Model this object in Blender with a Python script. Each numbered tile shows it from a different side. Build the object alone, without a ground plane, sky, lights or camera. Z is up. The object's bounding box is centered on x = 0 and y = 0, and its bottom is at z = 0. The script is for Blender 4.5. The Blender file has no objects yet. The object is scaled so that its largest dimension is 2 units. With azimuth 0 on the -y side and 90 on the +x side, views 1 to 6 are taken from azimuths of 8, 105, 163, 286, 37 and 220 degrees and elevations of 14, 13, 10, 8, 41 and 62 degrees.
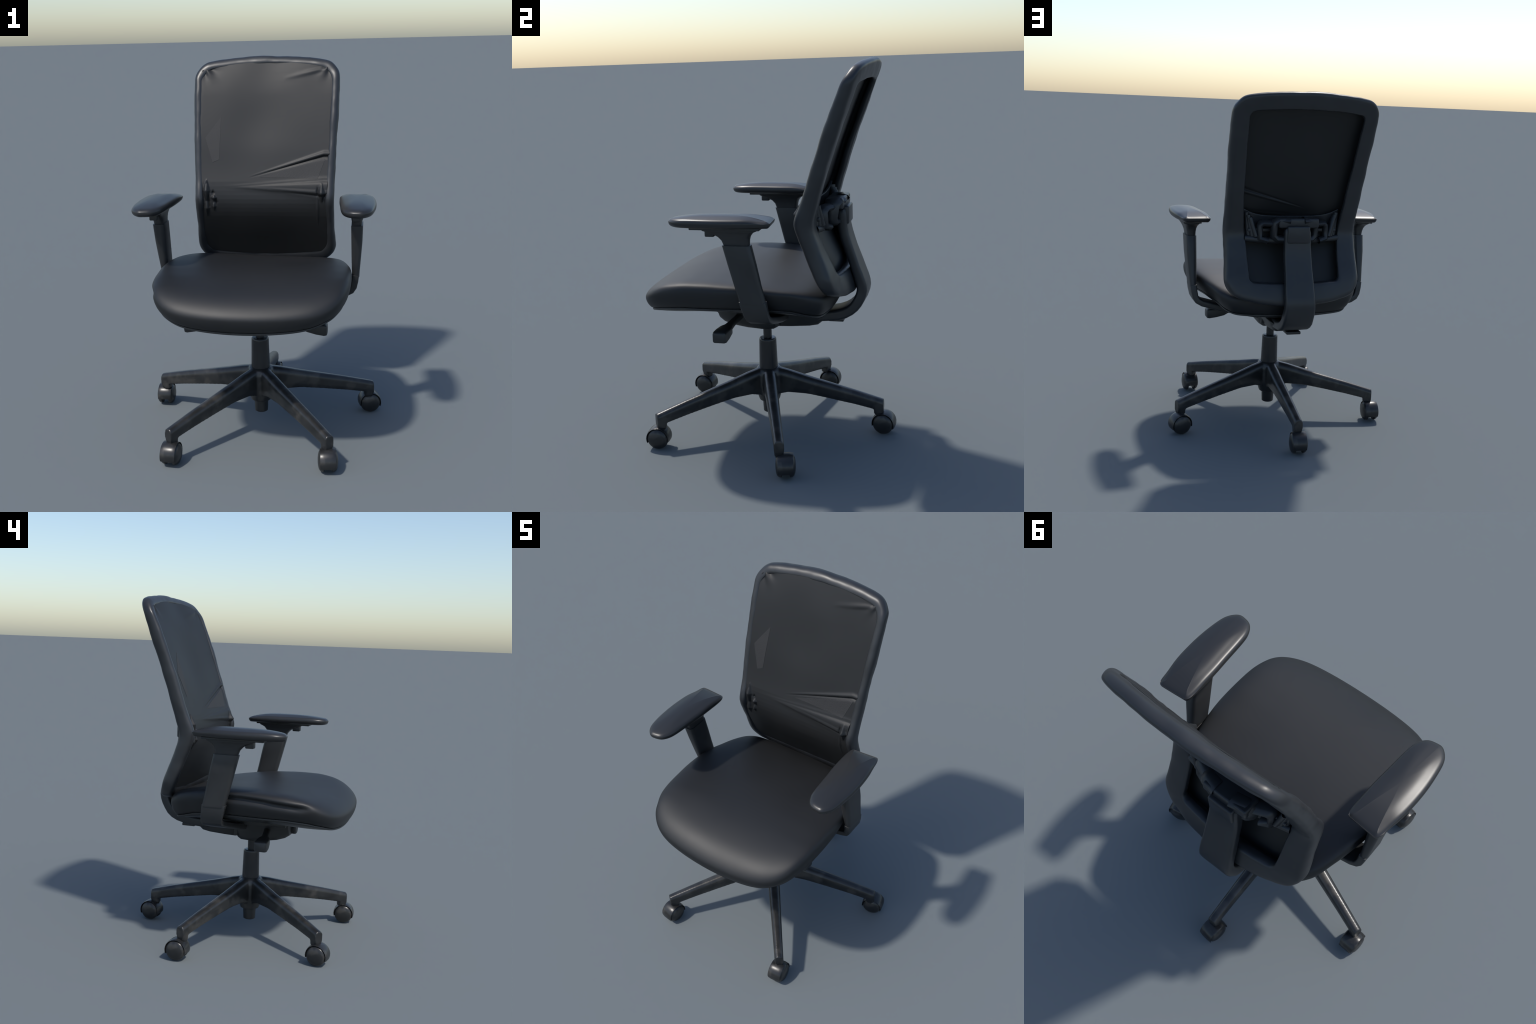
import bpy, bmesh, math, random
import numpy as np
from mathutils import Vector, Matrix

random.seed(7)
X0 = -0.005            # symmetry plane of the chair
HUB = (-0.004, -0.050)  # swivel axis

# ------------------------------------------------------------------ materials
def material(name, color, rough, grain=900.0, bump=0.05, var=0.15, mottle=6.0,
             spec=0.5, sheen=0.0, coat=0.0, rough_var=0.06):
    m = bpy.data.materials.new(name)
    m.use_nodes = True
    nt = m.node_tree
    b = nt.nodes["Principled BSDF"]
    tc = nt.nodes.new("ShaderNodeTexCoord")
    n1 = nt.nodes.new("ShaderNodeTexNoise")
    n1.inputs["Scale"].default_value = mottle
    n1.inputs["Detail"].default_value = 4
    nt.links.new(tc.outputs["Object"], n1.inputs["Vector"])
    ramp = nt.nodes.new("ShaderNodeValToRGB")
    lo = [c * (1 - var) for c in color] + [1]
    hi = [c * (1 + var) for c in color] + [1]
    ramp.color_ramp.elements[0].position = 0.3
    ramp.color_ramp.elements[0].color = lo
    ramp.color_ramp.elements[1].position = 0.7
    ramp.color_ramp.elements[1].color = hi
    nt.links.new(n1.outputs["Fac"], ramp.inputs["Fac"])
    nt.links.new(ramp.outputs["Color"], b.inputs["Base Color"])
    mr = nt.nodes.new("ShaderNodeMapRange")
    mr.inputs["To Min"].default_value = rough - rough_var
    mr.inputs["To Max"].default_value = rough + rough_var
    nt.links.new(n1.outputs["Fac"], mr.inputs["Value"])
    nt.links.new(mr.outputs["Result"], b.inputs["Roughness"])
    n2 = nt.nodes.new("ShaderNodeTexNoise")
    n2.inputs["Scale"].default_value = grain
    n2.inputs["Detail"].default_value = 2
    nt.links.new(tc.outputs["Object"], n2.inputs["Vector"])
    bp = nt.nodes.new("ShaderNodeBump")
    bp.inputs["Strength"].default_value = bump
    bp.inputs["Distance"].default_value = 0.002
    nt.links.new(n2.outputs["Fac"], bp.inputs["Height"])
    nt.links.new(bp.outputs["Normal"], b.inputs["Normal"])
    b.inputs["Specular IOR Level"].default_value = spec
    b.inputs["Sheen Weight"].default_value = sheen
    b.inputs["Coat Weight"].default_value = coat
    return m

def weave_material(name, c_lo, c_hi, rough, scale=420.0):
    m = bpy.data.materials.new(name)
    m.use_nodes = True
    nt = m.node_tree
    b = nt.nodes["Principled BSDF"]
    tc = nt.nodes.new("ShaderNodeTexCoord")
    mp = nt.nodes.new("ShaderNodeMapping")
    mp.inputs["Rotation"].default_value = (0, math.radians(35), 0)
    nt.links.new(tc.outputs["Object"], mp.inputs["Vector"])
    w = []
    for d in ("X", "Z"):
        wv = nt.nodes.new("ShaderNodeTexWave")
        wv.bands_direction = d
        wv.inputs["Scale"].default_value = scale / 6.0
        nt.links.new(mp.outputs["Vector"], wv.inputs["Vector"])
        w.append(wv)
    mul = nt.nodes.new("ShaderNodeMath")
    mul.operation = 'MULTIPLY'
    nt.links.new(w[0].outputs["Fac"], mul.inputs[0])
    nt.links.new(w[1].outputs["Fac"], mul.inputs[1])
    ramp = nt.nodes.new("ShaderNodeValToRGB")
    ramp.color_ramp.elements[0].color = list(c_lo) + [1]
    ramp.color_ramp.elements[1].color = list(c_hi) + [1]
    nt.links.new(mul.outputs["Value"], ramp.inputs["Fac"])
    nt.links.new(ramp.outputs["Color"], b.inputs["Base Color"])
    b.inputs["Roughness"].default_value = rough
    b.inputs["Specular IOR Level"].default_value = 0.4
    bp = nt.nodes.new("ShaderNodeBump")
    bp.inputs["Strength"].default_value = 0.25
    bp.inputs["Distance"].default_value = 0.002
    nt.links.new(mul.outputs["Value"], bp.inputs["Height"])
    nt.links.new(bp.outputs["Normal"], b.inputs["Normal"])
    return m

M_SEAT = material("seat_upholstery", (0.0106, 0.0113, 0.0125), 0.53, grain=700, bump=0.06, var=0.08, mottle=3)
M_MESH = material("back_fabric", (0.0115, 0.0120, 0.0126), 0.52, spec=0.42, grain=900, bump=0.06, var=0.10, mottle=3)
M_WEAVE = weave_material("open_weave", (0.020, 0.020, 0.021), (0.044, 0.043, 0.043), 0.6)
M_FRAME = material("frame_plastic", (0.024, 0.026, 0.029), 0.38, bump=0.03, var=0.14)
M_PLASTIC = material("black_plastic", (0.026, 0.027, 0.028), 0.42, bump=0.03, var=0.16)
M_PAD = material("armrest_soft_plastic", (0.021, 0.0215, 0.0225), 0.35, bump=0.02, var=0.08, mottle=3)
M_BASE = material("base_nylon", (0.021, 0.0215, 0.022), 0.31, bump=0.04, var=0.28, mottle=14)
M_CASTER = material("caster_nylon", (0.019, 0.0195, 0.020), 0.32, bump=0.03, var=0.22, mottle=20)
M_STEEL = material("gas_tube_black", (0.019, 0.020, 0.022), 0.25, bump=0.0, var=0.08, mottle=4)

def add_wear(m, color, scale, lo, hi):
    """pale rubbed patches mixed over the base colour"""
    nt = m.node_tree
    b = nt.nodes["Principled BSDF"]
    src = b.inputs["Base Color"].links[0].from_socket
    tc = nt.nodes.new("ShaderNodeTexCoord")
    n = nt.nodes.new("ShaderNodeTexNoise")
    n.inputs["Scale"].default_value = scale
    n.inputs["Detail"].default_value = 3
    nt.links.new(tc.outputs["Object"], n.inputs["Vector"])
    mr = nt.nodes.new("ShaderNodeMapRange")
    mr.inputs["From Min"].default_value = lo
    mr.inputs["From Max"].default_value = hi
    nt.links.new(n.outputs["Fac"], mr.inputs["Value"])
    mx = nt.nodes.new("ShaderNodeMix")
    mx.data_type = 'RGBA'
    nt.links.new(mr.outputs["Result"], mx.inputs[0])
    nt.links.new(src, mx.inputs[6])
    mx.inputs[7].default_value = list(color) + [1]
    nt.links.new(mx.outputs[2], b.inputs["Base Color"])
add_wear(M_BASE, (.046, .0435, .040), 11, .50, .62)
add_wear(M_CASTER, (.046, .043, .040), 16, .55, .66)

# ------------------------------------------------------------------ helpers
def link(name, verts, faces, mat, parent=None, smooth=40, origin=None,
         subsurf=0, bevel=0.0, solidify=0.0, mods=()):
    me = bpy.data.meshes.new(name)
    v = np.array(verts, float)
    o = Vector(origin) if origin is not None else Vector((0, 0, 0))
    v = v - np.array(o)
    me.from_pydata([tuple(p) for p in v], [], [tuple(int(i) for i in f) for f in faces])
    me.validate()
    bm = bmesh.new()
    bm.from_mesh(me)
    bmesh.ops.remove_doubles(bm, verts=bm.verts, dist=1e-6)
    bmesh.ops.recalc_face_normals(bm, faces=bm.faces)
    bm.to_mesh(me)
    bm.free()
    ob = bpy.data.objects.new(name, me)
    bpy.context.scene.collection.objects.link(ob)
    ob.location = o
    if solidify:
        md = ob.modifiers.new("solid", 'SOLIDIFY')
        md.thickness = solidify
        md.offset = 0
    if bevel:
        md = ob.modifiers.new("bevel", 'BEVEL')
        md.width = bevel
        md.segments = 3
        md.limit_method = 'ANGLE'
        md.angle_limit = math.radians(28)
    if subsurf:
        md = ob.modifiers.new("sub", 'SUBSURF')
        md.levels = md.render_levels = subsurf
    for f in mods:
        f(ob)
    if len(ob.modifiers):
        bpy.context.view_layer.update()
        dg = bpy.context.evaluated_depsgraph_get()
        new = bpy.data.meshes.new_from_object(ob.evaluated_get(dg))
        ob.modifiers.clear()
        ob.data = new
        me = new
    me.materials.clear()
    me.materials.append(mat)
    me.polygons.foreach_set("use_smooth", [True] * len(me.polygons))
    me.set_sharp_from_angle(angle=math.radians(smooth))
    me.name = name
    if parent is not None:
        ob.parent = parent
        bpy.context.view_layer.update()
        ob.matrix_parent_inverse = parent.matrix_world.inverted()
    return ob

def loft(rings, cap=True, close=False):
    n = len(rings[0])
    verts = [tuple(p) for r in rings for p in r]
    faces = []
    m = len(rings)
    for i in range(m if close else m - 1):
        a, b = i * n, ((i + 1) % m) * n
        for j in range(n):
            k = (j + 1) % n
            faces.append((a + j, a + k, b + k, b + j))
    if cap and not close and n > 24:
        for base_i, flip in ((0, True), ((m - 1) * n, False)):
            c = len(verts)
            verts.append(tuple(np.mean(np.array(verts[base_i:base_i + n]), axis=0)))
            for j in range(n):
                k = (j + 1) % n
                faces.append((c, base_i + k, base_i + j) if flip else (c, base_i + j, base_i + k))
    elif cap and not close:
        faces.append(tuple(range(n))[::-1])
        faces.append(tuple((m - 1) * n + j for j in range(n)))
    return verts, faces

def rrect(w, h, r, seg=4):
    """rounded rectangle outline, half sizes w, h"""
    r = min(r, w * 0.999, h * 0.999)
    pts = []
    for cx, cy, a0 in ((w - r, h - r, 0), (-w + r, h - r, 90), (-w + r, -h + r, 180), (w - r, -h + r, 270)):
        for i in range(seg + 1):
            a = math.radians(a0 + 90 * i / seg)
            pts.append((cx + r * math.cos(a), cy + r * math.sin(a)))
    return pts

def lathe(profile, seg=32, axis='z', c=(0, 0, 0)):
    rings = []
    for r, t in profile:
        ring = []
        for i in range(seg):
            a = 2 * math.pi * i / seg
            p = (r * math.cos(a), r * math.sin(a), t)
            if axis == 'y':
                p = (p[0], p[2], p[1])
            elif axis == 'x':
                p = (p[2], p[0], p[1])
            ring.append((p[0] + c[0], p[1] + c[1], p[2] + c[2]))
        rings.append(ring)
    return loft(rings)

def box(x0, x1, y0, y1, z0, z1):
    v = [(x, y, z) for x in (x0, x1) for y in (y0, y1) for z in (z0, z1)]
    f = [(0, 1, 3, 2), (4, 6, 7, 5), (0, 4, 5, 1), (2, 3, 7, 6), (0, 2, 6, 4), (1, 5, 7, 3)]
    return v, f

def merge(*vf):
    V, F = [], []
    for v, f in vf:
        o = len(V)
        V += list(v)
        F += [tuple(i + o for i in q) for q in f]
    return V, F

def mirror(vf, s):
    v, f = vf
    return [(X0 + s * p[0], p[1], p[2]) for p in v], f

def interp(tab):
    xs = [t[0] for t in tab]
    ys = [t[1] for t in tab]
    o = np.argsort(xs)
    xs = np.array(xs)[o]
    ys = np.array(ys)[o]
    def f(x):
        return np.interp(x, xs, ys)
    return f

def smoothed(tab, w, ext=True):
    """piecewise-linear table rounded off by averaging over +-w; linear extrapolation"""
    t = sorted(tab)
    (xa, ya), (xb, yb) = t[0], t[1]
    (xc, yc), (xd, yd) = t[-2], t[-1]
    t = [(xa - 1, ya - (yb - ya) / (xb - xa))] + t + [(xd + 1, yd + (yd - yc) / (xd - xc))]
    f = interp(t)
    offs = np.linspace(-w, w, 9)
    return lambda x: sum(f(np.asarray(x, float) + o) for o in offs) / 9.0

def sstep(a, b, x):
    t = np.clip((np.asarray(x, float) - a) / (b - a), 0, 1)
    return t * t * (3 - 2 * t)

def empty(name, loc, parent=None):
    e = bpy.data.objects.new(name, None)
    bpy.context.scene.collection.objects.link(e)
    e.location = loc
    if parent is not None:
        bpy.context.view_layer.update()
        e.parent = parent
        e.matrix_parent_inverse = parent.matrix_world.inverted()
    bpy.context.view_layer.update()
    return e

chair = empty("office_chair", (X0, HUB[1], 0))
chair["label"] = "black high-back swivel office chair with armrests and five casters"
chair["category"] = "office chair"

# ------------------------------------------------------------------ seat cushion
OUTLINE = [(0, -.650), (.20, -.640), (.35, -.608), (.442, -.540), (.486, -.435), (.501, -.30), (.500, -.10),
           (.474, .06), (.442, .19), (.394, .300), (.30, .352), (0, .372)]

def catmull(pts, n):
    p = np.array(pts, float)
    p = np.vstack([p[0] * [-1, 1] if p[0][0] == 0 else 2 * p[0] - p[1], p, 2 * p[-1] - p[-2]])
    p[0] = (-pts[1][0], pts[1][1])
    p[-1] = (-pts[-2][0], pts[-2][1])
    out = []
    for i in range(1, len(p) - 2):
        for k in range(n):
            t = k / n
            a, b, c, d = p[i - 1], p[i], p[i + 1], p[i + 2]
            out.append(0.5 * ((2 * b) + (c - a) * t + (2 * a - 5 * b + 4 * c - d) * t * t + (3 * b - a - 3 * c + d) * t ** 3))
    out.append(p[-2])
    return np.array(out)

half = catmull(OUTLINE, 8)
ring_xy = np.vstack([half, half[1:-1][::-1] * [-1, 1]])
top_z = smoothed([(-.65, .842), (-.60, .870), (-.54, .894), (-.46, .917), (-.36, .933), (-.22, .938), (-.08, .935), (.05, .926), (.2, .904), (.29, .889), (.372, .855)], .03)
bot_z = smoothed([(-.65, .715), (-.52, .696), (-.42, .694), (-.3, .70), (0, .703), (.372, .700)], .03)
rim_z = smoothed([(-.65, .797), (-.61, .815), (-.56, .842), (-.5, .866), (-.35, .888), (0, .888), (.2, .872), (.372, .81)], .03)
low_z = smoothed([(-.65, .728), (-.62, .746), (-.58, .768), (-.5, .790), (-.38, .802), (0, .802), (.2, .785), (.372, .735)], .02)
CY = -0.15

def seat_ring(k, zfun, taper=0.0):
    out = []
    for x, y in ring_xy:
        xx, yy = x * k, CY + (y - CY) * k
        if taper:
            # flanks tuck in towards the rear underside
            xx *= 1 - taper * float(sstep(-.35, .15, y)) * float(sstep(.25, .42, abs(x)))
        out.append((X0 + xx, yy, float(zfun(xx, yy, x, y))))
    return out

def z_top(x, y, xo, yo):
    tilt = (-.014 if x < 0 else -.011) * (x / .45) * float(sstep(-.45, .1, y))   # worn down to one side at the rear
    return top_z(y) + 0.005 * (min(abs(x), .42) / .42) ** 2.2 + tilt

def z_bot(x, y, xo, yo):
    return bot_z(y) + 0.085 * (abs(x) / .45) ** 2

rings = []
for k in (0.02, .15, .3, .45, .58, .7, .79):
    rings.append(seat_ring(k, z_top))
def edge_mix(yo, crisp, soft):
    f = 1 - float(sstep(-.60, -.44, yo))
    return crisp + (soft - crisp) * f
for k, tc, tf in ((.865, .02, .05), (.92, .07, .16), (.957, .15, .32), (.984, .32, .54), (.997, .66, .80), (1.0, 1.0, 1.0)):
    rings.append(seat_ring(k, lambda x, y, xo, yo: (1 - edge_mix(yo, tc, tf)) * z_top(x, y, xo, yo) + edge_mix(yo, tc, tf) * rim_z(yo)))
for k, t in ((.993, .35), (.971, .7), (.940, 1.0)):
    rings.append(seat_ring(k, lambda x, y, xo, yo: (1 - t) * rim_z(yo) + t * low_z(yo), .035 * t))
for k, t in ((.895, .45), (.85, .75), (.78, .92), (.6, 1), (.3, 1), (.02, 1)):
    rings.append(seat_ring(k, lambda x, y, xo, yo: (1 - t) * low_z(yo) + t * z_bot(x, y, xo, yo) + .01, .035))

seat_v, seat_f = loft(rings)
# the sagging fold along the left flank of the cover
seat = link("seat_cushion", seat_v, seat_f, M_SEAT, chair, smooth=60, subsurf=1, origin=(X0, CY, .8))
co = np.zeros(len(seat.data.vertices) * 3)
seat.data.vertices.foreach_get("co", co)
co = co.reshape(-1, 3)
wy = sstep(-.52, -.40, co[:, 1] + CY) * (1 - sstep(.02, .10, co[:, 1] + CY))
side = (co[:, 0] < -.38)
zz = co[:, 2] + .8
line = .905 - .03 * sstep(-.1, -.5, co[:, 1] + CY)
d = (zz - line)
groove = np.exp(-(d / .012) ** 2) * 0.022 - np.exp(-((d - .022) / .012) ** 2) * .006
co[:, 0] += np.where(side, groove * wy, 0)
seat.data.vertices.foreach_set("co", co.reshape(-1))
seat.data.update()

# moulded pan under the cushion
rings = []
for k, t, dz in ((.944, 0, -.004), (.938, .0, -.016), (.895, .45, -.012), (.85, .75, -.010), (.78, .92, -.006), (.6, 1, -.004), (.3, 1, -.004), (.02, 1, -.004)):
    rings.append(seat_ring(k, lambda x, y, xo, yo: (1 - t) * low_z(yo) + t * z_bot(x, y, xo, yo) + .006 + dz, .035))
rings = [seat_ring(.917, lambda x, y, xo, yo: low_z(yo) + .012)] + rings
link("seat_pan", *loft(rings), M_PLASTIC, seat, smooth=40, subsurf=1)

# ------------------------------------------------------------------ backrest frame
y_front = smoothed([(.80, .350), (.893, .320), (1.035, .260), (1.139, .222), (1.225, .192), (1.354, .246), (1.527, .302), (1.722, .374), (1.886, .440), (2.0, .506)], .022)
y_rear = smoothed([(.80, .415), (.963, .375), (1.121, .320), (1.216, .290), (1.321, .322), (1.50, .374), (1.661, .430), (1.881, .508), (2.0, .550)], .022)
hw_out = smoothed([(.80, .400), (.945, .400), (1.04, .392), (1.25, .390), (1.33, .395), (1.51, .402), (1.85, .415), (2.0, .418)], .05)
hw_lip = smoothed([(.85, .350), (.97, .348), (1.27, .341), (1.515, .356), (1.83, .366), (2.0, .37)], .05)
hw_in = smoothed([(.85, .262), (.97, .263), (1.17, .270), (1.34, .292), (1.55, .307), (1.85, .324), (2.0, .331)], .04)

def frame_loop(hw, zb, zt, rc, inset, arch, sag, seg=8, side=26, top=18):
    """rounded loop in (x, z); same vertex count for every call"""
    def h(z):
        return hw(z) - inset
    zb, zt = zb + inset, zt - inset
    rc = max(rc - inset, .012)
    pts = []
    # right side upward, top leftward, left side downward, bottom rightward
    zs0, zs1 = zb + rc, zt - rc
    for i in range(side):
        z = zs0 + (zs1 - zs0) * i / side
        pts.append((h(z), z))
    for i in range(seg):
        a = math.radians(90 * i / seg)
        pts.append((h(zs1) - rc + rc * math.cos(a), zs1 + rc * math.sin(a)))
    for i in range(top):
        t = 1 - 2 * i / top
        pts.append((t * (h(zs1) - rc), zt))
    for i in range(seg):
        a = math.radians(90 + 90 * i / seg)
        pts.append((-h(zs1) + rc + rc * math.cos(a), zs1 + rc * math.sin(a)))
    for i in range(side):
        z = zs1 + (zs0 - zs1) * i / side
        pts.append((-h(z), z))
    for i in range(seg):
        a = math.radians(180 + 90 * i / seg)
        pts.append((-h(zs0) + rc + rc * math.cos(a), zs0 + rc * math.sin(a)))
    for i in range(top):
        t = -1 + 2 * i / top
        pts.append((t * (h(zs0) - rc), zb))
    for i in range(seg):
        a = math.radians(270 + 90 * i / seg)
        pts.append((h(zs0) - rc + rc * math.cos(a), zs0 + rc * math.sin(a)))
    out = []
    for x, z in pts:
        u = min(abs(x) / .40, 1)
        wt = float(sstep(zt - .35, zt, z))
        wb = 1 - float(sstep(zb, zb + .2, z))
        out.append((x, z + arch * (1 - u * u) * wt - sag * (1 - u ** 2) * wb))
    return out

def back_bow(x, z, d=1.0):
    u = np.clip(np.abs(x) / .40, 0, 1)
    return (1 - u * u) * ((0.025 + .025 * d) * (1 - sstep(.85, 1.15, z)) + (.006 + .022 * d) * sstep(1.5, 1.95, z))

def frame_ring(kind, inset, d):
    if kind == 'out':
        L = frame_loop(hw_out, .868, 1.962, .085, inset, .038, .062)
    elif kind == 'lip':
        L = frame_loop(hw_lip, .925, 1.915, .060, inset, .040, .03)
    else:
        L = frame_loop(hw_in, .950, 1.873, .030, inset, .030, .014)
    r = []
    for x, z in L:
        yf, yr = y_front(z), y_rear(z)
        r.append((X0 + x, float(yf + (yr - yf) * d + back_bow(x, z, d)), z))
    return r

spec = [('lip', .002, .45), ('lip', .0, .16), ('lip', -.006, .05), ('out', .026, .0), ('out', .010, .05), ('out', .001, .22),
        ('out', .0, .5), ('out', .003, .78), ('out', .014, .95), ('out', .032, 1.0), ('in', -.012, 1.0), ('in', -.003, .97), ('in', .0, .88), ('in', .002, .5)]
frings = [frame_ring(*s) for s in spec]
frame = link("backrest_frame", *loft(frings, close=True), M_FRAME, chair, smooth=50, subsurf=1, origin=(X0, .35, 1.4))

from mathutils import noise as mnoise
def uneven(ob, amp, scale):
    for v in ob.data.vertices:
        p = (v.co + ob.location) * scale
        v.co += v.normal * (amp * mnoise.noise(p) + .5 * amp * mnoise.noise(p * 2.7))
    ob.data.update()
uneven(frame, .0035, 9)

# ------------------------------------------------------------------ stretched fabric of the back
y_fab = smoothed([(.80, .350), (.893, .320), (1.035, .260), (1.139, .222), (1.225, .192), (1.354, .246), (1.527, .302), (1.722, .374), (1.886, .440), (2.0, .500)], .095)

def fabric_y(x, z):
    x = np.asarray(x, float)
    z = np.asarray(z, float)
    yf, yr = y_front(z), y_rear(z)
    yf = y_fab(z)
    c = 1 - np.clip(np.abs(x) / .36, 0, 1) ** 2
    y = yf + (yr - yf) * .13 + back_bow(x, z, 0) * np.where(z < 1.2, 1, .3)
    y += .006 * c * sstep(1.15, 1.3, z) + .010 * np.exp(-((x + .06) / .16) ** 2 - ((z - 1.62) / .16) ** 2) 
    # roll over the lumbar bar, growing to the right edge
    g = np.clip((x + .22) / .53, 0, 1) ** 1.2
    zc = 1.292 - .006 * g
    hw = .012 + .040 * g
    s = (z - zc) / hw
    y -= .013 * g * np.where(s > 0, np.exp(-(s * 1.1) ** 4), np.exp(-(s * 1.3) ** 2)) 
    # raised pleat fanning out to the right
    f = np.clip((x + .09) / .42, 0, 1)
    zl = 1.345 + .125 * f
    y -= .008 * f * np.exp(-((z - zl) / (.003 + .008 * f)) ** 2)
    y += .008 * f * np.exp(-((z - zl + .012 * f + .004) / (.003 + .006 * f)) ** 2)
    # fine pleats fanning from a point on the left to the right edge
    for z1, x0, a, w in ((1.326, -.20, .005, .009), (1.262, -.16, -.006, .011), (1.243, -.05, .003, .008)):
        f = np.clip((x - x0) / (.33 - x0), 0, 1)
        zl = 1.292 + (z1 - 1.292) * f
        y += a * f * np.maximum(0, 1 - np.abs(z - zl) / (w * (.6 + f)))
    # hard facets where the lumbar bar presses out on the left
    for cx, cz, a, sx, sz in ((-.325, 1.275, -.022, .022, .065), (-.288, 1.262, .012, .012, .020), (-.283, 1.235, -.016, .018, .020), (-.312, 1.215, .012, .012, .05), (-.325, 1.175, -.015, .02, .05),
                              (-.283, 1.185, -.014, .012, .028), (-.270, 1.21, .010, .012, .025), (.322, 1.262, -.022, .020, .060), (.300, 1.27, .010, .008, .04), (.30, 1.17, -.006, .01, .12)):
        y += a * np.maximum(0, 1 - np.abs((x - cx) / sx) - np.abs((z - cz) / sz))
    # pulled corners at the top
    for cx, amp in ((-.335, .006), (.33, .004)):
        a = np.arctan2(z - 1.94, (x - cx) * -np.sign(cx) + .02)
        rr = np.hypot(x - cx, z - 1.93)
        y -= amp * np.sin(a * 5) * np.exp(-(rr / .05) ** 2)
    y += .003 * np.sin(x * 17 + 1) * sstep(1.78, 1.95, z)
    # flap crease running in from the top right corner
    f = np.clip((x - .09) / .22, 0, 1)
    y -= .006 * f * (1 - sstep(.30, .35, x)) * np.exp(-((z - 1.872 - .05 * f) / .012) ** 2)
    # large soft tension waves
    y += .003 * np.sin(5 * x + 4 * z) * sstep(1.35, 1.6, z)
    return y

NX, NZ = 170, 300
gv, gf = [], []
ts = np.linspace(0, 1, NZ)
for i, t in enumerate(ts):
    for j in range(NX):
        u = -1 + 2 * j / (NX - 1)
        zb = .915 - .03 * (1 - u * u)
        zt = 1.925 + .04 * (1 - u * u)
        z = zb + (zt - zb) * t
        x = u * (float(hw_lip(z)) + .010)
        gv.append((x, z))
gv = np.array(gv)
gy = fabric_y(gv[:, 0], gv[:, 1])
for i in range(NZ - 1):
    for j in range(NX - 1):
        a = i * NX + j
        gf.append((a, a + 1, a + NX + 1, a + NX))
fabric = link("back_fabric", np.column_stack([gv[:, 0] + X0, gy, gv[:, 1]]), gf, M_MESH, frame, smooth=60, solidify=.006, origin=(X0, .3, 1.4))

def patch(name, corners, proud):
    """small quilt of open weave lying on the fabric, bilinear between four corners"""
    n = 14
    V, F = [], []
    c = [np.array(p) for p in corners]
    P = []
    for i in range(n):
        for j in range(n):
            s, t = i / (n - 1), j / (n - 1)
            P.append((1 - s) * (1 - t) * c[0] + s * (1 - t) * c[1] + s * t * c[2] + (1 - s) * t * c[3])
    P = np.array(P)
    y = fabric_y(P[:, 0], P[:, 1]) - proud
    for i in range(n - 1):
        for j in range(n - 1):
            a = i * n + j
            F.append((a, a + 1, a + n + 1, a + n))
    return link(name, np.column_stack([P[:, 0] + X0, y, P[:, 1]]), F, M_WEAVE, frame, smooth=60, solidify=.003)

patch("weave_patch", [(-.293, 1.425), (-.258, 1.44), (-.252, 1.672), (-.338, 1.56)], .0025)
patch("weave_patch", [(-.02, 1.345), (.30, 1.338), (.342, 1.448), (.33, 1.445)], .0025)

# ------------------------------------------------------------------ lumbar support behind the fabric
lum = empty("lumbar_support", (X0, .33, 1.23), chair)
def lumbar_panel():
    rings = []
    for i in range(25):
        u = -1 + 2 * i / 24
        x = u * .285
        zt = 1.300 + .045 * abs(u) ** 4
        zb = 1.158 + .012 * u * u
        yc = .252 + .014 * u * u
        th = .016
        ring = []
        for k in range(12):
            s = k / 11
            z = zb + (zt - zb) * s
            ring.append((x, yc - .012 * math.sin(math.pi * s) + .010, z))
        back = [(p[0], p[1] - th, p[2]) for p in ring[::-1]]
        rings.append([(X0 + p[0], p[1], p[2]) for p in ring + back])
    return loft(rings)
link("lumbar_panel", *lumbar_panel(), M_FRAME, lum, smooth=40, bevel=.004)

def deepen(vf, k):
    """stretch a strap front to back"""
    v, f = vf
    m = sum(p[1] for p in v) / len(v)
    return [(p[0], m + (p[1] - m) * k - .024 * (k - 1), p[2]) for p in v], f

def tube_loop(pts, r, closed=True, seg=8):
    cu = bpy.data.curves.new("tmp", 'CURVE')
    cu.dimensions = '3D'
    cu.bevel_depth = r
    cu.bevel_resolution = 3
    sp = cu.splines.new('POLY')
    sp.points.add(len(pts) - 1)
    for p, q in zip(sp.points, pts):
        p.co = (*q, 1)
    sp.use_cyclic_u = closed
    ob = bpy.data.objects.new("tmp", cu)
    bpy.context.scene.collection.objects.link(ob)
    dg = bpy.context.evaluated_depsgraph_get()
    me = bpy.data.meshes.new_from_object(ob.evaluated_get(dg))
    V = [tuple(v.co) for v in me.vertices]
    F = [tuple(p.vertices) for p in me.polygons]
    bpy.data.objects.remove(ob)
    return V, F

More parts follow.
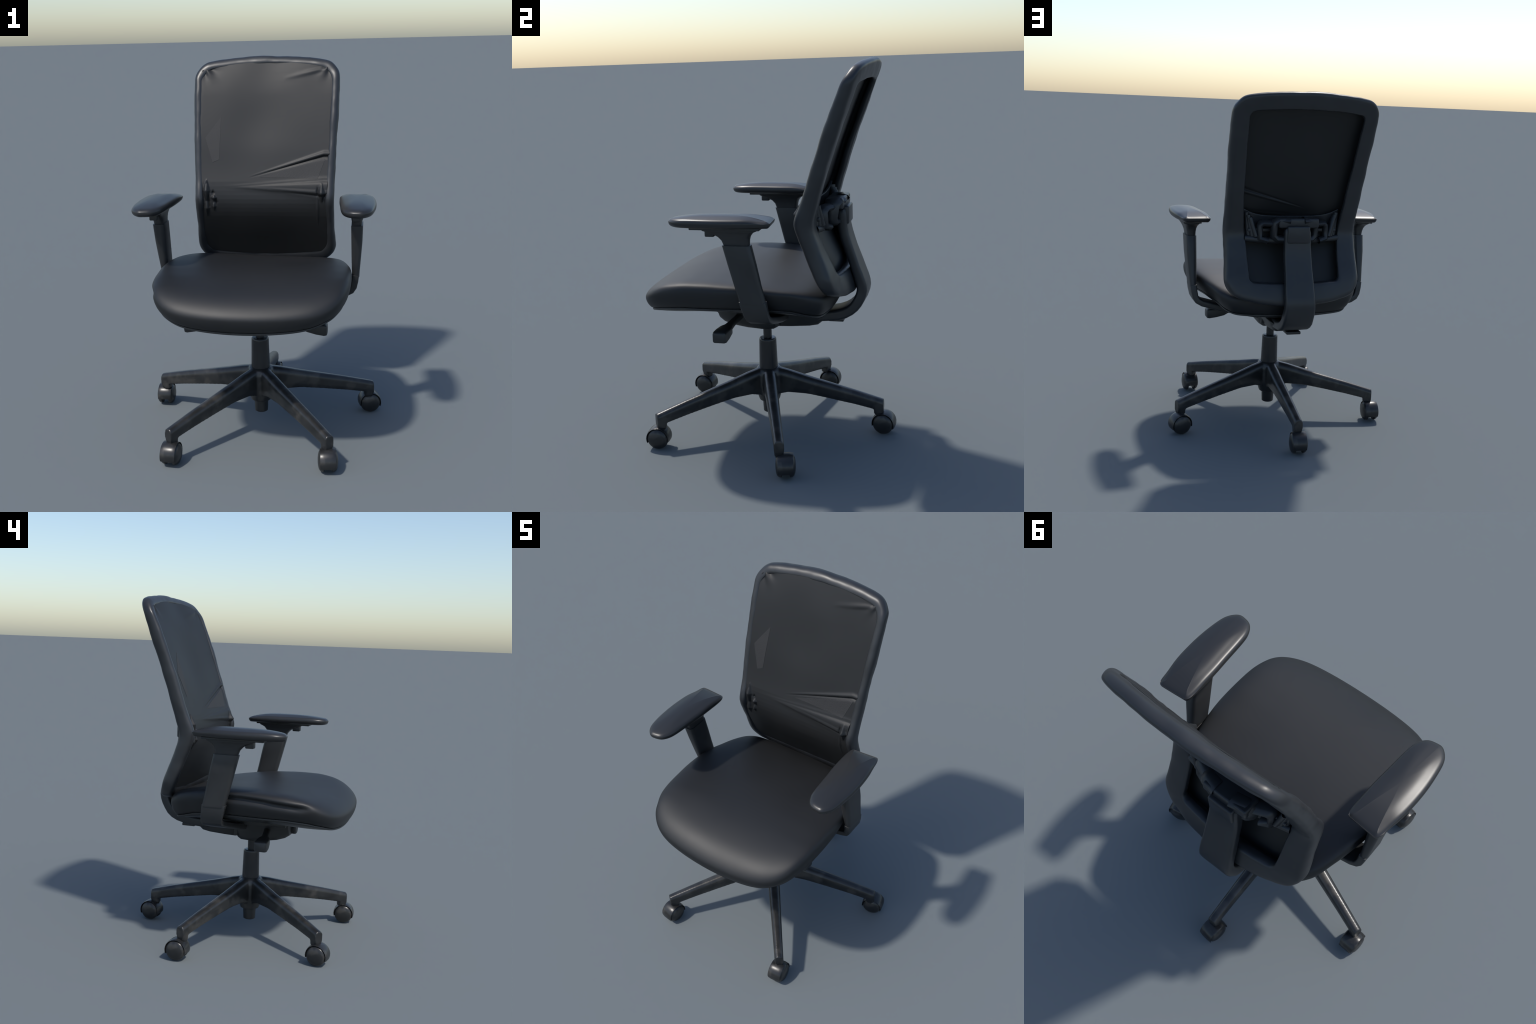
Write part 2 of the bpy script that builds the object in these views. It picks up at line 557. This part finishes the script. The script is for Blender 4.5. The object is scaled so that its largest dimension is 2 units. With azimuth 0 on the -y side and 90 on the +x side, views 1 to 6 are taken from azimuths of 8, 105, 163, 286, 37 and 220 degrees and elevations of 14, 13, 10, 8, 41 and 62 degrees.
# lower rolled lip, side brackets, buckle frames
lip = [(X0 + x, .306 - .030 * (x / .28) ** 2 + .012, 1.166 + .012 * (x / .28) ** 2) for x in np.linspace(-.275, .275, 23)]
link("lumbar_rim", *tube_loop(lip, .019, closed=False), M_FRAME, lum, smooth=60)
for s in (-1, 1):
    pts = [(s * .10, .350, 1.266), (s * .180, .334, 1.266), (s * .194, .330, 1.252), (s * .194, .332, 1.180), (s * .15, .34, 1.168)]
    link("lumbar_bracket", *deepen(tube_loop([(X0 + a, b, c) for a, b, c in pts], .020, closed=False), 2.0), M_FRAME, lum, smooth=60)
    pts = [(s * .04, .380, 1.288), (s * .100, .374, 1.288), (s * .118, .368, 1.272), (s * .118, .362, 1.200), (s * .100, .364, 1.182), (s * .04, .37, 1.182)]
    link("lumbar_buckle", *deepen(tube_loop([(X0 + a, b, c) for a, b, c in pts], .022, closed=False), 2.0), M_FRAME, lum, smooth=60)
    fan = []
    for k in range(3):
        a = (X0 + s * (.215 + .018 * k), .312 - .010 * k, 1.19)
        b = (X0 + s * (.250 + .010 * k), .300 - .006 * k, 1.295 + .014 * k)
        fan.append(tube_loop([a, b], .015, closed=False))
    link("lumbar_rib", *deepen(merge(*fan), 1.5), M_FRAME, lum, smooth=60)
    link("lumbar_shelf", *box(*sorted((X0 + s * .125, X0 + s * .262)), .262, .310, 1.215, 1.236), M_FRAME, lum, smooth=35, bevel=.006)
link("lumbar_clamp", *box(X0 - .128, X0 + .105, .305, .400, 1.248, 1.304), M_FRAME, lum, smooth=35, bevel=.012)

# ------------------------------------------------------------------ spine bar
SPINE = [  # y, z, half thickness, half width
    (.376, 1.256, .026, .074), (.384, 1.225, .028, .077), (.384, 1.150, .026, .078), (.409, 1.065, .025, .080), (.437, .985, .026, .082),
    (.466, .895, .027, .085), (.488, .838, .029, .087), (.487, .798, .030, .088), (.462, .744, .030, .090), (.426, .700, .029, .090), (.36, .674, .028, .088),
    (.280, .664, .028, .085), (.20, .662, .028, .080), (.08, .662, .028, .075)]
def sweep(path, rc):
    rings = []
    for i, (y, z, t, w) in enumerate(path):
        a = path[max(i - 1, 0)]
        b = path[min(i + 1, len(path) - 1)]
        ty, tz = b[0] - a[0], b[1] - a[1]
        L = math.hypot(ty, tz)
        ny, nz = -tz / L, ty / L
        rings.append([(X0 - .006 + p, y + ny * q, z + nz * q) for p, q in rrect(w, t, rc, 4)])
    return loft(rings)
spine = link("spine_bar", *sweep(SPINE, .016), M_FRAME, chair, smooth=45, subsurf=1, origin=(X0, .42, .9))
uneven(spine, .003, 11)
# clip plate on the top of the spine
link("spine_clip", *box(X0 - .070, X0 + .060, .380, .422, 1.165, 1.262), M_FRAME, spine, smooth=35, bevel=.010)
link("spine_plug", *box(X0 - .055, X0 + .030, .30, .38, .628, .645), M_PLASTIC, spine, smooth=35, bevel=.004)

# ------------------------------------------------------------------ armrests
PAD = [(.437, .128), (.510, .134), (.586, .139), (.606, .06), (.620, -.03), (.624, -.15), (.615, -.26), (.600, -.328), (.565, -.370), (.530, -.374),
       (.490, -.362), (.462, -.325), (.449, -.27), (.440, -.15), (.432, -.03)]
def pad_mesh():
    p = np.array(PAD)
    # densify
    q = []
    n = len(p)
    for i in range(n):
        for k in range(4):
            t = k / 4
            a, b, c, d = p[i - 1], p[i], p[(i + 1) % n], p[(i + 2) % n]
            if i in (0, 1):
                q.append(b + (c - b) * t)
            else:
                q.append(0.5 * ((2 * b) + (c - a) * t + (2 * a - 5 * b + 4 * c - d) * t * t + (3 * b - a - 3 * c + d) * t ** 3))
    q = np.array(q)
    cx, cy = .527, -.11
    nxt, prv = np.roll(q, -1, 0), np.roll(q, 1, 0)
    t = nxt - prv
    nrm = np.column_stack([t[:, 1], -t[:, 0]]) / np.linalg.norm(t, axis=1)[:, None]
    if ((q - [cx, cy]) * nrm).sum() < 0:
        nrm = -nrm
    def ring(inset, k, z):
        r = []
        for (x, y), n_ in zip(q, nrm):
            px, py = x - n_[0] * inset, y - n_[1] * inset
            px, py = cx + (px - cx) * k, cy + (py - cy) * k
            up = 1 if z > 1.268 else 0
            drop = up * (.005 * float(sstep(-.24, -.38, py)) + .013 * float(sstep(.0, .14, py)))
            r.append((px, py, z - drop))
        return r
    L = [(.03, .1, 1.239), (.03, .6, 1.239), (.03, .92, 1.239), (.018, 1, 1.239), (.010, 1, 1.242), (.003, 1, 1.249), (0, 1, 1.257), (0, 1, 1.267), (.002, 1, 1.2740), (.008, 1, 1.2805),
         (.017, 1, 1.2842), (.030, 1, 1.2872), (.03, .8, 1.2910), (.03, .6, 1.2938), (.03, .35, 1.2958), (.03, .1, 1.2965)]
    return loft([ring(*l) for l in L])

def neck_mesh():
    # profile rings from post to pad underside: z, y0, y1, x0, x1
    R = [(1.120, -.103, .018, .500, .547), (1.150, -.108, .020, .499, .549), (1.172, -.116, .021, .498, .552), (1.190, -.132, .025, .496, .557), (1.206, -.158, .036, .492, .564),
         (1.216, -.186, .052, .488, .570), (1.222, -.205, .066, .485, .575), (1.240, -.210, .070, .484, .577)]
    rings = []
    for z, y0, y1, x0, x1 in R:
        cx, cy = (x0 + x1) / 2, (y0 + y1) / 2
        rings.append([(cx + a, cy + b, z) for a, b in rrect((x1 - x0) / 2, (y1 - y0) / 2, .018, 4)])
    return loft(rings)

def post_mesh():
    R = [(1.148, -.114, .027, .495, .556), (1.05, -.090, .049, .496, .553), (.95, -.066, .069, .497, .545), (.868, -.045, .088, .499, .538), (.855, -.042, .089, .498, .538)]
    rings = []
    for z, y0, y1, x0, x1 in R:
        cx, cy = (x0 + x1) / 2, (y0 + y1) / 2
        rings.append([(cx + a, cy + b, z) for a, b in rrect((x1 - x0) / 2, (y1 - y0) / 2, .020, 5)])
    return loft(rings)

def bracket_mesh():
    # L shaped foot: down from post, then inward under the seat. points: x, z (centre line), half-thick, y0, y1
    C = [(.517, .866, .0195, -.046, .090), (.514, .83, .0185, -.036, .094), (.507, .795, .018, -.026, .098), (.494, .772, .0175, -.018, .102),
         (.465, .756, .0175, -.012, .106), (.42, .744, .0175, -.010, .108), (.34, .722, .0175, -.015, .108), (.24, .698, .0175, -.03, .105), (.12, .675, .018, -.05, .10)]
    rings = []
    for i, (x, z, t, y0, y1) in enumerate(C):
        a, b = C[max(i - 1, 0)], C[min(i + 1, len(C) - 1)]
        tx, tz = b[0] - a[0], b[1] - a[1]
        L = math.hypot(tx, tz)
        nx, nz = -tz / L, tx / L
        cy = (y0 + y1) / 2
        rings.append([(x + nx * q, cy + p, z + nz * q) for p, q in rrect((y1 - y0) / 2, t, .008, 3)])
    return loft(rings)

for s in (1, -1):
    arm = link("armrest", *mirror(post_mesh(), s), M_PLASTIC, chair, smooth=40, bevel=.003, origin=(X0 + s * .52, 0, 1.0))
    link("armrest_pad", *mirror(pad_mesh(), s), M_PAD, arm, smooth=50, subsurf=1)
    link("armrest_neck", *mirror(neck_mesh(), s), M_PLASTIC, arm, smooth=45)
    link("armrest_bracket", *mirror(bracket_mesh(), s), M_PLASTIC, arm, smooth=45, bevel=.002)
    link("height_button", *mirror(box(.505, .548, -.197, -.150, 1.188, 1.225), s), M_PLASTIC, arm, smooth=35, bevel=.006)
    link("pad_slide", *mirror(box(.480, .585, -.262, .085, 1.228, 1.240), s), M_PLASTIC, arm, smooth=35, bevel=.003)

# ------------------------------------------------------------------ tilt mechanism
def hull_loft(R, rc=.02):
    rings = []
    for y, z0, z1, w in R:
        zc, h = (z0 + z1) / 2, (z1 - z0) / 2
        rings.append([(X0 + a * (.80 + .20 * b / h), y, zc + b) for a, b in rrect(w, h, min(rc, h * .9), 4)])
    return loft(rings)
mech = link("tilt_mechanism", *hull_loft([(-.302, .650, .71, .10), (-.297, .632, .72, .125), (-.27, .614, .72, .135), (-.22, .598, .72, .14), (-.14, .585, .72, .14), (-.06, .578, .72, .135), (.0, .580, .72, .125), (.022, .590, .72, .11)], .03),
            M_PLASTIC, chair, smooth=40, origin=(X0, -.05, .65))
link("tilt_housing", *hull_loft([(.034, .598, .70, .11), (.10, .600, .69, .108), (.20, .606, .68, .10), (.245, .614, .675, .095), (.288, .648, .67, .085)], .012), M_PLASTIC, mech, smooth=35, bevel=.002)
link("tilt_hinge", *box(X0 - .085, X0 + .085, .015, .040, .605, .69), M_PLASTIC, mech, smooth=35, bevel=.003)
link("tension_knob", *lathe([(.0, -.325), (.028, -.325), (.034, -.318), (.034, -.275), (.030, -.268), (0, -.268)], 24, 'y', (X0 + .0, 0, .665)), M_PLASTIC, mech, smooth=40)
link("mounting_plate", *box(X0 - .15, X0 + .15, -.29, .14, .690, .715), M_PLASTIC, mech, smooth=35, bevel=.004)

for s in (1, -1):
    # rod widening into a flat paddle block
    R = []
    for x, yc, zc, hy, hz in ((.379, -.206, .621, .029, .021), (.375, -.206, .621, .035, .027), (.362, -.206, .622, .038, .030), (.32, -.204, .626, .038, .028),
                              (.270, -.200, .632, .034, .023), (.245, -.197, .638, .022, .018), (.20, -.188, .648, .018, .016), (.10, -.170, .662, .018, .016)):
        R.append([(X0 + s * x, yc + a, zc + b) for a, b in rrect(hy, hz, .010, 3)])
    link("control_lever", *loft(R), M_PLASTIC, mech, smooth=40)

# ------------------------------------------------------------------ gas column
hx, hy = HUB
col = link("gas_column", *lathe([(0, .30), (.052, .30), (.0515, .335), (.0475, .500), (.0465, .508), (.042, .513), (.030, .514), (0, .514)], 40, 'z', (hx, hy, 0)), M_STEEL, chair, smooth=35, origin=(hx, hy, .4))
link("gas_rod", *lathe([(0, .50), (.0235, .50), (.0235, .60), (0, .60)], 28, 'z', (hx, hy, 0)), M_STEEL, col, smooth=35)

# ------------------------------------------------------------------ five star base
LEGS = [(-51.7, .660), (18.5, .650), (90.0, .640), (160.6, .652), (-128.2, .662)]
def leg_mesh(ang, length):
    prof = [  # r fraction, top, bottom, half width
        (0, .344, .190, .036), (.10, .341, .194, .037), (.18, .330, .207, .036), (.35, .300, .204, .034), (.55, .268, .183, .031), (.75, .236, .160, .028), (.90, .210, .140, .0265), (1.0, .192, .125, .0255)]
    ca, sa = math.cos(math.radians(ang)), math.sin(math.radians(ang))
    rings = []
    for f, zt, zb, w in prof:
        r = f * length
        h = zt - zb
        sec = [(-w * .86, zb), (w * .86, zb), (w, zb + h * .25), (w, zt - w * .95), (w * .90, zt - w * .52), (w * .68, zt - w * .22), (w * .36, zt - w * .04), (-w * .36, zt - w * .04), (-w * .68, zt - w * .22), (-w * .90, zt - w * .52), (-w, zt - w * .95), (-w, zb + h * .25)]
        rings.append([(hx + ca * r - sa * p, hy + sa * r + ca * p, z) for p, z in sec])
    leg = loft(rings)
    # boss for the caster stem
    r0 = length - .0275
    boss = []
    for z, k in ((.180, 1), (.13, 1), (.112, .97), (.106, .85)):
        boss.append([(hx + ca * (r0 + a * k) - sa * b * k, hy + sa * (r0 + a * k) + ca * b * k, z) for a, b in rrect(.0265, .0245, .014, 4)])
    return leg, loft(boss)
parts = []
for a, L in LEGS:
    parts += list(leg_mesh(a, L))
parts.append(lathe([(0, .150), (.056, .150), (.068, .19), (.076, .25), (.076, .305), (.068, .333), (.060, .343), (0, .342)], 40, 'z', (hx, hy, 0)))
def base_mods(ob):
    md = ob.modifiers.new("rm", 'REMESH')
    md.mode = 'VOXEL'
    md.voxel_size = .0042
    md = ob.modifiers.new("sm", 'SMOOTH')
    md.factor = .5
    md.iterations = 7
base = link("star_base", *merge(*parts), M_BASE, chair, smooth=180, origin=(hx, hy, .2), mods=(base_mods,))
# split the one smooth body into hub and legs, keeping its normals
def split_regions(ob, region_of, names):
    me = ob.data
    n = len(me.vertices)
    nor = np.zeros(n * 3)
    me.vertices.foreach_get("normal", nor)
    nor = nor.reshape(-1, 3)
    co = np.zeros(n * 3)
    me.vertices.foreach_get("co", co)
    co = co.reshape(-1, 3)
    fr = {}
    for p in me.polygons:
        fr.setdefault(region_of(p.center), []).append(tuple(p.vertices))
    out = []
    for k, faces in sorted(fr.items()):
        used = sorted({i for f in faces for i in f})
        idx = {v: i for i, v in enumerate(used)}
        m2 = bpy.data.meshes.new(names[k])
        m2.from_pydata([tuple(co[i]) for i in used], [], [tuple(idx[i] for i in f) for f in faces])
        m2.polygons.foreach_set("use_smooth", [True] * len(m2.polygons))
        m2.normals_split_custom_set_from_vertices([tuple(nor[i]) for i in used])
        m2.materials.append(me.materials[0])
        if k == 0:
            out.append(m2)
        else:
            o2 = bpy.data.objects.new(names[k], m2)
            bpy.context.scene.collection.objects.link(o2)
            o2.location = ob.location
            bpy.context.view_layer.update()
            o2.parent = ob
            o2.matrix_parent_inverse = ob.matrix_world.inverted()
            out.append(o2)
    ob.data = out[0]
def base_region(c):
    if math.hypot(c.x, c.y) < .085:
        return 0
    a = math.degrees(math.atan2(c.y, c.x))
    return 1 + min(range(5), key=lambda i: abs((a - LEGS[i][0] + 180) % 360 - 180))
split_regions(base, base_region, ["star_base"] + ["base_leg"] * 5)
link("base_socket", *lathe([(0, .080), (.031, .080), (.036, .084), (.0385, .140), (.040, .148), (.051, .152), (.053, .160), (.050, .168), (.047, .172), (0, .172)], 36, 'z', (hx, hy, 0)), M_BASE, base, smooth=35)

# ------------------------------------------------------------------ casters
def wheel_vf():
    return lathe([(.0, .018), (.050, .018), (.055, .0195), (.0572, .022), (.0575, .024), (.0568, .029), (.0545, .035), (.0495, .041), (.041, .0458), (.028, .0490), (.014, .0505), (0, .051)], 32, 'y')
def hood_vf():
    # saddle between the wheels, covering the top and the front
    rings = []
    for i in range(17):
        a = math.radians(-22 + (216) * i / 16)
        ca, sa = math.cos(a), math.sin(a)
        ring = []
        for w, r in ((-.0185, .020), (.0185, .020), (.0185, .054), (.038, .0580), (.040, .0605), (.020, .0635), (-.020, .0635), (-.040, .0605), (-.038, .0580), (-.0185, .054)):
            ring.append((ca * r, w, sa * r))
        rings.append(ring)
    return loft(rings)
# centre x, y, heading (azimuth of the rolling direction)
CAST = [(.395, -.563, 5, 0), (.592, .181, 103, 1), (-.006, .590, 174, 2), (-.605, .183, 178, 3), (-.402, -.564, -8, 4)]
wheel_me = hood_me = None
for x, y, az, li in CAST:
    ang, L = LEGS[li]
    sx = hx + math.cos(math.radians(ang)) * (L - .0275)
    sy = hy + math.sin(math.radians(ang)) * (L - .0275)
    st = lathe([(0, .085), (.013, .085), (.013, .098), (.020, .100), (.021, .112), (0, .112)], 20, 'z', (sx, sy, 0))
    c = link("caster", *st, M_CASTER, chair, smooth=35, origin=(sx, sy, .1))
    d = math.radians(az)
    fwd = math.atan2(-math.cos(d), math.sin(d))   # azimuth 0 is -y, 90 is +x
    for kind in ("caster_hood", "caster_wheel", "caster_wheel"):
        if kind == "caster_hood":
            if hood_me is None:
                o = link(kind, *hood_vf(), M_CASTER, smooth=45, bevel=.002)
                hood_me = o.data
            else:
                o = bpy.data.objects.new(kind, hood_me)
                bpy.context.scene.collection.objects.link(o)
            flip = 0
        else:
            if wheel_me is None:
                o = link(kind, *wheel_vf(), M_CASTER, smooth=40)
                wheel_me = o.data
            else:
                o = bpy.data.objects.new(kind, wheel_me)
                bpy.context.scene.collection.objects.link(o)
            side_flag = not globals().get("side_flag", False)
            flip = math.pi if side_flag else 0
        o.location = (x, y, .0577)
        o.rotation_euler = (0, 0, fwd + flip)
        bpy.context.view_layer.update()
        o.parent = c
        o.matrix_parent_inverse = c.matrix_world.inverted()
bpy.context.view_layer.update()
